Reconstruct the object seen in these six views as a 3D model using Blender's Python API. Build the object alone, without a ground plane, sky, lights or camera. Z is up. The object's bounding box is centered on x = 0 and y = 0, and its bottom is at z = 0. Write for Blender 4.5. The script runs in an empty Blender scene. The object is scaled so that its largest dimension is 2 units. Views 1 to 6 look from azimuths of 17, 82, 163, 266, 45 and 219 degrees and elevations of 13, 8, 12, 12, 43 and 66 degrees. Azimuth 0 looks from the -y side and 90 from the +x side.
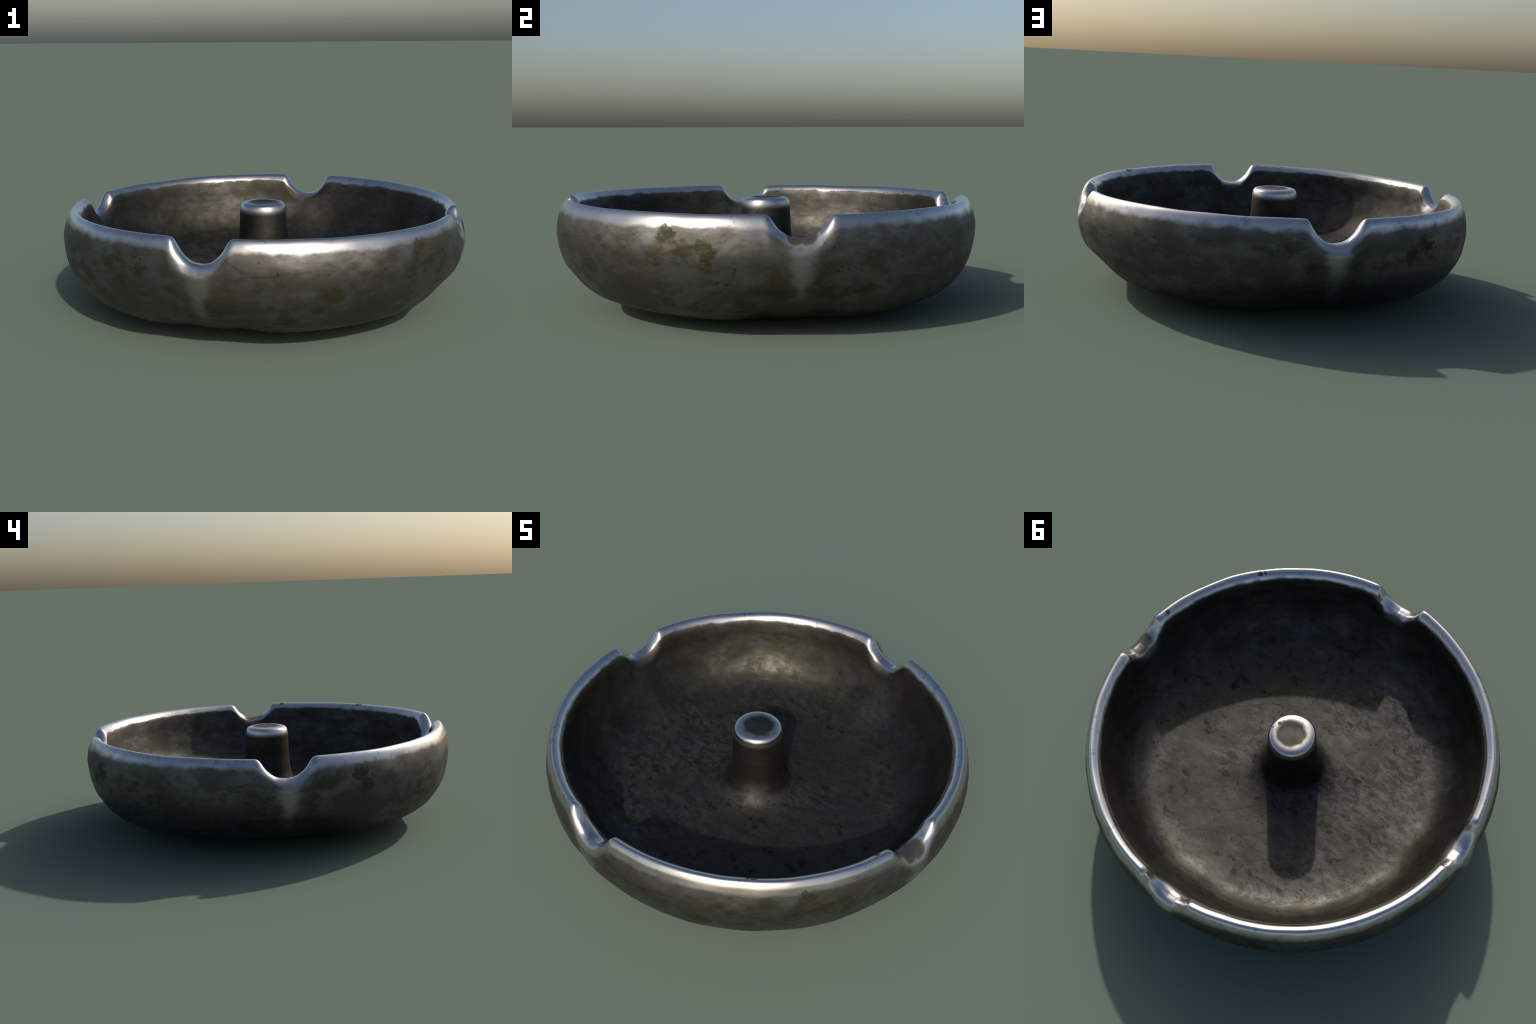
import bpy, math
import numpy as np
from mathutils import noise, Vector

# ------------------------------------------------------------------ profiles
# outer wall (height -> radius), inner wall (height -> radius); metres
OUT_Z = [0.000, 0.005, 0.012, 0.022, 0.036, 0.056, 0.080, 0.110, 0.150, 0.200, 0.250, 0.300, 0.350, 0.400, 0.450, 0.520]
OUT_R = [0.380, 0.455, 0.520, 0.590, 0.672, 0.755, 0.818, 0.871, 0.915, 0.951, 0.975, 0.989, 0.996, 0.994, 0.980, 0.950]
IN_Z = [0.132, 0.140, 0.158, 0.198, 0.250, 0.310, 0.380, 0.450, 0.520]
IN_R = [0.520, 0.620, 0.715, 0.785, 0.833, 0.864, 0.886, 0.897, 0.900]
# floor and post, from the floor inwards to the middle of the post top (radius, height)
POST = [(0.43, 0.129), (0.34, 0.129), (0.275, 0.133), (0.22, 0.143), (0.183, 0.159), (0.158, 0.184),
        (0.142, 0.214), (0.131, 0.250), (0.125, 0.300), (0.121, 0.360), (0.1185, 0.420),
        (0.1175, 0.455), (0.116, 0.476), (0.112, 0.491), (0.105, 0.5005), (0.093, 0.506),
        (0.074, 0.5075), (0.048, 0.505), (0.022, 0.5035), (0.0, 0.5035)]
SHOULDER_Z, CREST_Z, LIP_Z = 0.440, 0.510, 0.480      # outer shoulder, crest, inner lip
CREST_R, LIP_R = 0.946, 0.906
# cigarette notch: |t|/half-width -> share of the full depth
NOTCH_U = [0, .20, .33, .57, .70, .83, .91, 1.0, 1.10, 1.3]
NOTCH_D = [1, .965, .915, .70, .515, .25, .10, .02, 0.0, 0.0]


def pchip(xk, yk, x):
    """monotone cubic interpolation"""
    xk = np.asarray(xk, float); yk = np.asarray(yk, float)
    h = np.diff(xk); d = np.diff(yk) / h
    m = np.zeros(len(xk)); m[0] = d[0]; m[-1] = d[-1]
    for i in range(1, len(xk) - 1):
        if d[i - 1] * d[i] > 0:
            w1 = 2 * h[i] + h[i - 1]; w2 = h[i] + 2 * h[i - 1]
            m[i] = (w1 + w2) / (w1 / d[i - 1] + w2 / d[i])
    x = np.clip(np.asarray(x, float), xk[0], xk[-1])
    i = np.clip(np.searchsorted(xk, x) - 1, 0, len(h) - 1)
    s = (x - xk[i]) / h[i]
    return (yk[i] * (1 + 2 * s) * (1 - s) ** 2 + m[i] * h[i] * s * (1 - s) ** 2
            + yk[i + 1] * s * s * (3 - 2 * s) + m[i + 1] * h[i] * s * s * (s - 1))


def spline(pts, per):
    """Catmull-Rom (centripetal) through 2D points, `per` samples per span"""
    p = np.asarray(pts, float)
    p = np.vstack([2 * p[0] - p[1], p, 2 * p[-1] - p[-2]])
    out = []
    for i in range(1, len(p) - 2):
        P0, P1, P2, P3 = p[i - 1:i + 3]
        t0 = 0; t1 = t0 + max(np.linalg.norm(P1 - P0), 1e-6) ** .5
        t2 = t1 + max(np.linalg.norm(P2 - P1), 1e-6) ** .5
        t3 = t2 + max(np.linalg.norm(P3 - P2), 1e-6) ** .5
        t = np.linspace(t1, t2, per, endpoint=False)[:, None]
        A1 = (t1 - t) / (t1 - t0) * P0 + (t - t0) / (t1 - t0) * P1
        A2 = (t2 - t) / (t2 - t1) * P1 + (t - t1) / (t2 - t1) * P2
        A3 = (t3 - t) / (t3 - t2) * P2 + (t - t2) / (t3 - t2) * P3
        B1 = (t2 - t) / (t2 - t0) * A1 + (t - t0) / (t2 - t0) * A2
        B2 = (t3 - t) / (t3 - t1) * A2 + (t - t1) / (t3 - t1) * A3
        out.append((t2 - t) / (t2 - t1) * B1 + (t - t1) / (t2 - t1) * B2)
    out.append(p[-2][None])
    return np.vstack(out)


NTH = 1200
PER = 5


def section(theta):
    """closed-form cross-section (radius, height) at one azimuth, from under the base to the post top"""
    # nearest notch: the four notches stand on the axes
    k = round(theta / (math.pi / 2))
    t = math.sin(theta - k * math.pi / 2) * 0.945
    a = abs(t)
    dn_in = float(pchip(NOTCH_U, NOTCH_D, a / 0.135))
    dn_out = float(pchip(NOTCH_U, NOTCH_D, a / 0.162))
    rim = 0.004 * -math.cos(2 * theta) + 0.002 * math.cos(theta) - 0.001
    deep = 1.0 if k % 2 else (0.82 if k % 4 == 0 else 0.89)                       # the notches on the x axis are shallower
    zs = SHOULDER_Z + rim - 0.085 * deep * dn_out
    zc = CREST_Z + rim - 0.108 * deep * dn_in
    zl = LIP_Z + rim - 0.082 * deep * dn_in
    pts = [(0.0, 0.006), (0.2, 0.003), (0.32, 0.001)]
    for z in (0.0, 0.005, 0.012, 0.022, 0.036, 0.056, 0.08, 0.11, 0.15, 0.2):
        pts.append((float(pchip(OUT_Z, OUT_R, z)), z))
    for f in (0.2, 0.4, 0.6, 0.8, 1.0):
        z = 0.2 + f * (zs - 0.2)
        pts.append((float(pchip(OUT_Z, OUT_R, z)), z))
    r_s = pts[-1][0]
    r_c = CREST_R + 0.008 * dn_in
    r_l = LIP_R + 0.006 * dn_in
    pts.append((r_s * .75 + r_c * .25, zs * .58 + zc * .42))
    pts.append((r_s * .42 + r_c * .58, zs * .20 + zc * .80))
    pts.append((r_c, zc))
    pts.append((r_c * .45 + r_l * .55, zc * .78 + zl * .22))
    pts.append((r_l, zl))
    for f in (0.15, 0.35, 0.6, 0.8, 1.0):
        z = zl + f * (0.22 - zl)
        pts.append((float(pchip(IN_Z, IN_R, z)), z))
    for z in (0.198, 0.175, 0.158, 0.146, 0.138, 0.132):
        pts.append((float(pchip(IN_Z, IN_R, z)), z))
    n_wall = len(pts)
    pts += POST
    s = spline(pts, PER)
    return s, t


sec0, _ = section(0.0)
NS = len(sec0)
N_OUT = (3 + 10 + 4) * PER           # up to the outer shoulder
N_RIM = (3 + 10 + 5 + 5) * PER       # down to just under the inner lip
N_FLOOR = NS - 1 - (len(POST) - 3) * PER   # floor/post border (foot of the skirt)

co = np.zeros((NTH, NS, 3))
for i in range(NTH):
    th = 2 * math.pi * i / NTH
    s, t = section(th)
    a = abs(t)
    k = round(th / (math.pi / 2))
    r = s[:, 0].copy(); z = s[:, 1].copy()
    idx = np.arange(NS)
    # smooth weights: outer face, inner face (both fade out over the rim)
    u = np.clip((idx - N_OUT) / (4.0 * PER), 0, 1); outside = 1 - u * u * (3 - 2 * u)
    u = np.clip((idx - (N_RIM - 2 * PER)) / (5.0 * PER), 0, 1); inner = u * u * (3 - 2 * u)
    # under each notch a low upright ridge that sinks into a hollow toward the base;
    # between the notches the base swells, so that it is softly four-lobed
    w = np.clip((z - 0.16) / 0.10, 0, 1) * np.clip((0.44 - z) / 0.12, 0, 1) * outside
    r += w * 0.005 * math.exp(-(t / 0.055) ** 2)
    base = pchip([0, .01, .03, .06, .10, .15, .22], [0.2, .4, .8, 1, .85, .45, 0], z) * outside * np.clip(r / .4, 0, 1)
    hollow = (1.30, 1.30, 1.35, 1.0)[k % 4]
    r -= base * 0.056 * hollow * (0.78 + 0.42 * min(1, a / .13) ** 2) * math.exp(-(a / 0.25) ** 3.5)
    lobe = pchip([0, .02, .05, .12, .18, .30], [-.5, -.4, .0, .8, .65, 0], z) * outside * np.clip(r / .5, 0, 1)
    r += lobe * 0.010 * (1 - math.exp(-(t / 0.26) ** 2))
    # the same hollow shows inside as a soft swelling at the foot of the wall
    wi = inner * (r > 0.5) * np.clip((0.42 - z) / .20, 0, 1)
    r -= wi * 0.022 * math.exp(-(t / 0.13) ** 2) * np.clip((r - .5) / .2, 0, 1)
    # the wall is thickest toward +x
    thick = inner * np.clip((r - .55) / .2, 0, 1)
    r -= thick * (0.007 + 0.003 * math.cos(th - 0.2))
    r *= 1 - 0.007 * math.sin(th) ** 2 * outside * np.clip((0.46 - z) / 0.1, 0, 1)
    # lower wall stands a little toward -x
    low = np.clip((0.36 - z) / 0.3, 0, 1) * outside
    r += low * np.clip(z / .10, .3, 1) * -0.009 * math.cos(th) * np.clip(r / .6, 0, 1)
    c, sn = math.cos(th), math.sin(th)
    for j in range(NS):
        R = r[j]; Z = z[j]
        # slow unevenness of cast metal
        v = Vector((c * R * 3.1, sn * R * 3.1, Z * 4.0))
        amp = min(1.0, R / 0.10)
        n1 = noise.noise(v) * 0.0040 + noise.noise(v * 3.3) * 0.0020 + noise.noise(v * 8.0) * 0.0008 * (0.0 if N_OUT - PER < j < N_RIM + PER else 1.0)
        if j < N_OUT:        # outer wall: unevenness fades out toward the ground
            w_r = min(1.0, max(0.0, (Z - 0.03) / 0.10)); w_z = 0.0
        elif R > 0.3:        # inside: sideways on the wall, up and down on the floor
            w_z = min(1.0, max(0.0, (0.80 - R) / 0.22)); w_z = w_z * w_z * (3 - 2 * w_z); w_r = 1.0 - w_z
        else:                # post
            w_r = 0.6 * min(1.0, max(0.0, (Z - 0.16) / 0.10)); w_z = min(1.0, max(0.0, (0.26 - Z) / 0.10))
        R2 = R + n1 * amp * w_r
        top = min(1.0, max(0.0, (Z - 0.25) / 0.12))
        Z2 = Z + n1 * 0.7 * amp * w_z + noise.noise(v * 1.7 + Vector((5, 5, 5))) * 0.003 * top * amp
        co[i, j] = (c * R2, sn * R2, Z2)
    co[i, NS - 1, :2] = 0
    foot = np.clip((0.3 - r) / 0.1, 0, 1) * (idx > N_FLOOR - 3 * PER)
    co[i, :, 0] -= 0.003 * foot

# bounding box to exactly 2.00 m about the axis
flat = co.reshape(-1, 3)
for ax in (0, 1):
    flat[:, ax] -= (flat[:, ax].max() + flat[:, ax].min()) / 2
span = max(np.ptp(flat[:, 0]), np.ptp(flat[:, 1]))

flat[:, :2] *= 2.0 / span
flat[:, 2] -= flat[:, 2].min()
co = flat.reshape(NTH, NS, 3)

# one welded surface: grid + pole vertices under the base and on the post top
grid = np.arange(NTH * (NS - 2)).reshape(NTH, NS - 2)
verts = co[:, 1:NS - 1].reshape(-1, 3)
pole0 = len(verts); pole1 = pole0 + 1
verts = np.vstack([verts, co[:, 0].mean(0), co[:, -1].mean(0)])
A = grid; B = np.roll(grid, -1, axis=0)
quads = np.stack([A[:, :-1], B[:, :-1], B[:, 1:], A[:, 1:]], axis=-1)      # (NTH, NS-3, 4)
# vertex normals of the whole body
fq = quads.reshape(-1, 4)
d1 = verts[fq[:, 2]] - verts[fq[:, 0]]; d2 = verts[fq[:, 3]] - verts[fq[:, 1]]
fn = np.cross(d1, d2)
vn = np.zeros_like(verts)
for q in range(4):
    np.add.at(vn, fq[:, q], fn)
vn[pole0] = (0, 0, -1); vn[pole1] = (0, 0, 1)
vn /= np.linalg.norm(vn, axis=1)[:, None] + 1e-12


def part(name, j0, j1, mat, parent, cap0=False, cap1=False):
    """separate a band of rings j0..j1 of the body (grid rings) into its own object"""
    faces = [tuple(f) for f in quads[:, j0:j1].reshape(-1, 4).tolist()]
    if cap0:
        faces += [(pole0, int(B[i, 0]), int(A[i, 0])) for i in range(NTH)]
    if cap1:
        faces += [(pole1, int(A[i, -1]), int(B[i, -1])) for i in range(NTH)]
    used = np.unique(np.concatenate([np.ravel(f) for f in faces]))
    remap = -np.ones(len(verts), int); remap[used] = np.arange(len(used))
    me = bpy.data.meshes.new(name)
    me.from_pydata(verts[used].tolist(), [], [tuple(int(remap[k]) for k in f) for f in faces])
    me.polygons.foreach_set('use_smooth', [True] * len(me.polygons))
    me.normals_split_custom_set_from_vertices(vn[used].tolist())
    me.update()
    ob = bpy.data.objects.new(name, me)
    bpy.context.scene.collection.objects.link(ob)
    ob.parent = parent
    me.materials.append(mat)
    return ob


# ------------------------------------------------------------------ material
class NT:
    def __init__(s, name):
        s.m = bpy.data.materials.new(name); s.m.use_nodes = True
        s.t = s.m.node_tree; s.t.nodes.clear()

    def n(s, kind, **kw):
        nd = s.t.nodes.new(kind)
        for k, v in kw.items():
            setattr(nd, k, v)
        return nd

    def put(s, sock, v):
        if hasattr(v, 'is_output'):
            s.t.links.new(v, sock)
        else:
            sock.default_value = v

    def math(s, op, a, b=0.0, c=0.0, clamp=False):
        nd = s.n('ShaderNodeMath', operation=op, use_clamp=clamp)
        s.put(nd.inputs[0], a); s.put(nd.inputs[1], b); s.put(nd.inputs[2], c)
        return nd.outputs[0]

    def ramp(s, v, a, b, lo=0.0, hi=1.0, smooth=True):
        nd = s.n('ShaderNodeMapRange', interpolation_type='SMOOTHSTEP' if smooth else 'LINEAR')
        s.put(nd.inputs['Value'], v)
        s.put(nd.inputs['From Min'], a); s.put(nd.inputs['From Max'], b)
        s.put(nd.inputs['To Min'], lo); s.put(nd.inputs['To Max'], hi)
        return nd.outputs[0]

    def noise(s, vec, scale, detail=4.0, rough=0.55, dist=0.0):
        nd = s.n('ShaderNodeTexNoise')
        s.put(nd.inputs['Vector'], vec); nd.inputs['Scale'].default_value = scale
        nd.inputs['Detail'].default_value = detail; nd.inputs['Roughness'].default_value = rough
        nd.inputs['Distortion'].default_value = dist
        return nd.outputs['Fac']

    def mix(s, f, a, b):
        nd = s.n('ShaderNodeMix', data_type='RGBA')
        s.put(nd.inputs[0], f); s.put(nd.inputs[6], a); s.put(nd.inputs[7], b)
        return nd.outputs[2]

    def scale(s, vec, sc, loc=(0, 0, 0), rot=(0, 0, 0)):
        nd = s.n('ShaderNodeMapping')
        s.put(nd.inputs['Vector'], vec); nd.inputs['Scale'].default_value = sc
        nd.inputs['Location'].default_value = loc; nd.inputs['Rotation'].default_value = rot
        return nd.outputs[0]

    def blob(s, pos, centre, radius, wob, amt, soft=None):
        """1 inside a ragged spot at a place"""
        nd = s.n('ShaderNodeVectorMath', operation='DISTANCE')
        s.put(nd.inputs[0], pos); nd.inputs[1].default_value = centre
        d = s.math('ADD', nd.outputs['Value'], s.math('MULTIPLY', s.math('SUBTRACT', wob, 0.5), amt))
        return s.ramp(d, radius, radius * (soft or 0.7))


# ragged dirt spots (centre, radius, raggedness): in one notch, chips on the rim, the post top
DIRT = [((0.948, -0.022, 0.418), 0.056, 0.022), ((0.944, 0.022, 0.418), 0.062, 0.026),
        ((0.668, -0.643, 0.510), 0.016, 0.014), ((0.650, -0.662, 0.510), 0.011, 0.010), ((0.906, -0.187, 0.508), 0.016, 0.012),
        ((0.077, -0.011, 0.506), 0.012, 0.006), ((0.092, 0.022, 0.503), 0.006, 0.003)]
# olive grime on the wall, in clumps beside the notches
MOSS = [((0.910, -0.364, 0.375), 0.052, 0.11), ((0.912, -0.362, 0.315), 0.038, 0.05), ((0.872, -0.445, 0.375), 0.060, 0.16),
        ((0.835, -0.512, 0.425), 0.050, 0.16), ((-0.371, -0.907, 0.385), 0.045, 0.10), ((-0.373, -0.905, 0.310), 0.034, 0.05),
        ((-0.44, -0.870, 0.370), 0.05, 0.16), ((-0.908, -0.368, 0.360), 0.052, 0.11), ((-0.918, -0.343, 0.408), 0.04, 0.13),
        ((-0.371, 0.907, 0.350), 0.050, 0.11), ((-0.45, 0.870, 0.375), 0.055, 0.16)]


def aged_metal():
    N = NT('aged_cast_metal')
    pos = N.n('ShaderNodeTexCoord').outputs['Object']
    sep = N.n('ShaderNodeSeparateXYZ'); N.put(sep.inputs[0], pos)
    x, y, z = sep.outputs
    t = N.math('MINIMUM', N.math('ABSOLUTE', x), N.math('ABSOLUTE', y))     # distance from the notch axis
    r = N.math('SQRT', N.math('ADD', N.math('MULTIPLY', x, x), N.math('MULTIPLY', y, y)))
    flat_pos = N.scale(pos, (1, 1, 2.2))                # grain drawn out along the wall
    nz_edge = N.noise(pos, 14.0, 3.0)
    nz_hue = N.noise(N.scale(pos, (1, 1, 1.3), (4, 9, 2)), 4.2, 5.0, .6, .4)
    nz_big = N.noise(pos, 2.6, 4.0, .6)
    nz_mid = N.noise(N.scale(flat_pos, (1, 1, 1), (3, 1, 7)), 8.0, 7.0, .66, .3)
    nz_fine = N.noise(N.scale(flat_pos, (1, 1, 1), (7, 2, 1)), 26.0, 6.0, .65, .4)
    blot = N.noise(N.scale(pos, (1, 1, 1), (11, 5, 3)), 20.0, 2.0, .5)

    def off(v, k):
        return N.math('MULTIPLY', N.math('SUBTRACT', v, 0.5), k)

    # --- bright worn edge, following the notches
    notch = N.ramp(t, 0.160, 0.030)
    edge = N.math('SUBTRACT', 0.506, N.math('MULTIPLY', notch, N.ramp(N.math('ABSOLUTE', x), 0.4, 0.6, 0.096, 0.084)))
    below = N.math('ADD', N.math('SUBTRACT', edge, z), N.math('ADD', off(nz_edge, 0.036), off(nz_hue, 0.036)))
    wide = N.ramp(r, 0.895, 0.93)                       # outside the band is wider than inside
    band = N.math('ADD', 0.006, N.math('MULTIPLY', wide, 0.010))
    band_soft = N.math('ADD', band, N.math('ADD', 0.020, N.math('MULTIPLY', wide, 0.024)))
    rim = N.math('MULTIPLY', N.ramp(below, band_soft, band), N.ramp(r, 0.86, 0.875))
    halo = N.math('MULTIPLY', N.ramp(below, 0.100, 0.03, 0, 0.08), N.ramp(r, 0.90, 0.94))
    # pale upright streak under each notch, outside: broad at the notch, thin below
    st_w = N.ramp(z, 0.20, 0.385, 0.042, 0.085)
    st = N.math('MULTIPLY', N.ramp(N.math('ADD', t, off(nz_mid, .07)), st_w, 0.004),
                N.math('MULTIPLY', N.ramp(r, 0.87, 0.93), N.ramp(z, 0.04, 0.38, 0.06, 0.42)))
    post = N.math('MULTIPLY', N.ramp(r, 0.14, 0.125),
                  N.math('MULTIPLY', N.ramp(z, 0.452, 0.490),
                         N.ramp(N.math('ADD', r, off(nz_edge, .045)), 0.060, 0.094)))
    worn = N.math('MAXIMUM', N.math('MAXIMUM', rim, N.math('MAXIMUM', st, halo)), post, clamp=True)
    # --- dull metal: grey, mauve brown and olive stains running into each other
    grey = (0.145, 0.141, 0.133, 1)
    mauve = (0.115, 0.105, 0.096, 1)
    brown = (0.096, 0.089, 0.074, 1)
    olive = (0.068, 0.063, 0.032, 1)
    dark = (0.030, 0.030, 0.024, 1)
    col = N.mix(N.ramp(nz_mid, 0.40, 0.62), grey, mauve)
    col = N.mix(N.ramp(nz_hue, 0.44, 0.60), col, brown)
    col = N.mix(N.math('MULTIPLY', N.ramp(N.math('ADD', off(nz_mid, 1.0), off(nz_hue, -1.1)), 0.00, 0.26), 0.75), col, olive)
    # inside: wall painted darker for bowl shading, paler floor with rubbed patches, dark pits
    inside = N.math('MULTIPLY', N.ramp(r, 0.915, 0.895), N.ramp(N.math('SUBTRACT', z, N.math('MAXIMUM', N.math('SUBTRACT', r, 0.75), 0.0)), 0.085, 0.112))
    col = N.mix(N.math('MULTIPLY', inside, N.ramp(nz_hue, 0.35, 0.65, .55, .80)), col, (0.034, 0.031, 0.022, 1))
    floor = N.math('MULTIPLY', inside, N.math('MULTIPLY', N.ramp(r, 0.80, 0.66), N.ramp(z, 0.20, 0.16)))
    turned = N.scale(pos, (1.0, 1.9, 1.0), (0, 0, 0), (0, 0, math.radians(38)))
    grain = N.noise(turned, 15.0, 9.0, .74, .6)
    fleck = N.noise(N.scale(turned, (1, 1, 1), (5, 3, 0)), 42.0, 3.0, .6, .5)
    fcol = N.mix(N.ramp(grain, 0.36, 0.64), (0.044, 0.043, 0.036, 1), (0.118, 0.114, 0.108, 1))
    fcol = N.mix(N.math('MULTIPLY', N.ramp(N.math('ADD', nz_big, N.math('MULTIPLY', x, .06)), 0.38, 0.58), .7), fcol, (0.072, 0.068, 0.058, 1))
    col = N.mix(N.math('MULTIPLY', floor, 0.88), col, fcol)
    bl = N.math('MULTIPLY', N.ramp(N.math('ADD', blot, off(nz_fine, .6)), 0.60, 0.67), N.ramp(nz_hue, 0.40, 0.58))
    bl = N.math('MAXIMUM', bl, N.math('MULTIPLY', N.ramp(fleck, 0.60, 0.68), N.ramp(grain, .42, .56)))
    bl = N.math('MULTIPLY', bl, N.math('MULTIPLY', inside, N.ramp(z, 0.34, 0.22)))
    col = N.mix(N.math('MULTIPLY', bl, 0.75), col, (0.030, 0.030, 0.023, 1))
    # a few long scratches
    wv = N.n('ShaderNodeTexWave'); wv.wave_type = 'BANDS'
    N.put(wv.inputs['Vector'], N.scale(pos, (1, 1, 1), (0, 0, 0), (0.3, 0.2, 1.1)))
    wv.inputs['Scale'].default_value = 2.3; wv.inputs['Distortion'].default_value = 5.0; wv.inputs['Detail'].default_value = 1.0
    scr = N.math('MULTIPLY', N.ramp(wv.outputs['Fac'], 0.988, 0.999), N.ramp(nz_big, 0.52, 0.60))
    col = N.mix(N.math('MULTIPLY', scr, 0.35), col, dark)
    # pits
    vor = N.n('ShaderNodeTexVoronoi'); N.put(vor.inputs['Vector'], N.scale(pos, (1, 1, 1.2), (1, 2, 3)))
    vor.inputs['Scale'].default_value = 30.0
    pit = N.math('MULTIPLY', N.ramp(N.math('ADD', vor.outputs['Distance'], off(nz_fine, .25)), 0.24, 0.12),
                 N.ramp(N.noise(pos, 5.0, 2.0), 0.50, 0.64))
    pit = N.math('MULTIPLY', pit, N.math('SUBTRACT', 1.0, worn, clamp=True))
    col = N.mix(N.math('MULTIPLY', pit, 0.75), col, dark)
    # --- bright metal, with small bluish temper spots
    bright = N.mix(N.math('MULTIPLY', N.ramp(blot, 0.60, 0.64), N.ramp(nz_fine, .46, .54, 0, .8)), (0.62, 0.59, 0.565, 1), (0.36, 0.40, 0.53, 1))
    col = N.mix(worn, col, bright)
    # --- dirt and grime
    wob = N.noise(pos, 22.0, 3.0, .6)
    spots = moss = None
    for c, rad, amt in DIRT:
        b = N.blob(pos, c, rad, wob, amt, 0.62 if rad > .03 else None)
        spots = b if spots is None else N.math('MAXIMUM', spots, b)
    for c, rad, amt in MOSS:
        b = N.blob(pos, c, rad, wob, amt, 0.55)
        moss = b if moss is None else N.math('MAXIMUM', moss, b)
    # grime gathered on both sides of the streak
    side = N.math('MULTIPLY', N.ramp(N.math('ABSOLUTE', N.math('SUBTRACT', t, N.math('ADD', 0.10, off(nz_mid, .12)))), 0.065, 0.015),
                  N.math('MULTIPLY', N.math('MULTIPLY', N.ramp(r, 0.87, 0.93), N.ramp(z, 0.36, 0.31)), N.ramp(z, 0.10, 0.20)))
    moss = N.math('MAXIMUM', moss, N.math('MULTIPLY', side, N.ramp(nz_hue, .38, .55, .35, .85)))
    moss = N.math('MULTIPLY', moss, N.ramp(nz_fine, 0.35, 0.55, 0.5, 1.0))
    col = N.mix(N.math('MULTIPLY', spots, 0.92), col, (0.026, 0.024, 0.014, 1))
    col = N.mix(N.math('MULTIPLY', moss, 0.92), col, (0.036, 0.034, 0.013, 1))
    dirty = N.math('MAXIMUM', spots, N.math('MULTIPLY', moss, .45))
    # --- gloss
    rough = N.math('ADD', N.math('ADD', 0.57, N.math('MULTIPLY', floor, 0.10)), N.math('ADD', off(nz_mid, 0.30), off(nz_hue, 0.25)))
    # rubbed smooth where the floor turns up into the wall
    turn = N.math('MULTIPLY', N.math('MULTIPLY', inside, N.ramp(r, 0.62, 0.74)), N.ramp(r, 0.88, 0.80))
    rough = N.math('SUBTRACT', rough, N.math('MULTIPLY', turn, N.ramp(nz_fine, .35, .6, .14, .04)))
    rough = N.math('ADD', N.math('MULTIPLY', rough, N.math('SUBTRACT', 1.0, worn)), N.math('MULTIPLY', worn, 0.25))
    rough = N.math('ADD', rough, N.math('MULTIPLY', dirty, 0.15), clamp=True)
    bs = N.n('ShaderNodeBsdfPrincipled')
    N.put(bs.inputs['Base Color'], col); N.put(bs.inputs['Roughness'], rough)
    N.put(bs.inputs['Metallic'], N.math('SUBTRACT', 1.0, N.math('MULTIPLY', dirty, 0.6)))
    bump = N.n('ShaderNodeBump'); bump.inputs['Strength'].default_value = 0.14
    bump.inputs['Distance'].default_value = 0.004
    hgt = N.math('MULTIPLY', N.math('SUBTRACT', N.math('MULTIPLY', nz_fine, 1.2), N.math('ADD', pit, N.math('MULTIPLY', bl, .6))),
                 N.math('SUBTRACT', 1.0, N.math('MULTIPLY', worn, .9)))
    N.put(bump.inputs['Height'], hgt); N.put(bs.inputs['Normal'], bump.outputs[0])
    out = N.n('ShaderNodeOutputMaterial')
    N.t.links.new(bs.outputs[0], out.inputs[0])
    return N.m


root = bpy.data.objects.new('ashtray', None)
bpy.context.scene.collection.objects.link(root)
root['label'] = 'round worn dark metal ashtray with four notches and central post'
root['category'] = 'ashtray'
metal = aged_metal()
part('bowl', 0, N_OUT - 1, metal, root, cap0=True).name = 'outer_wall'
part('rim', N_OUT - 1, N_RIM - 1, metal, root)
part('basin', N_RIM - 1, N_FLOOR - 1, metal, root)
part('post', N_FLOOR - 1, NS - 3, metal, root, cap1=True)
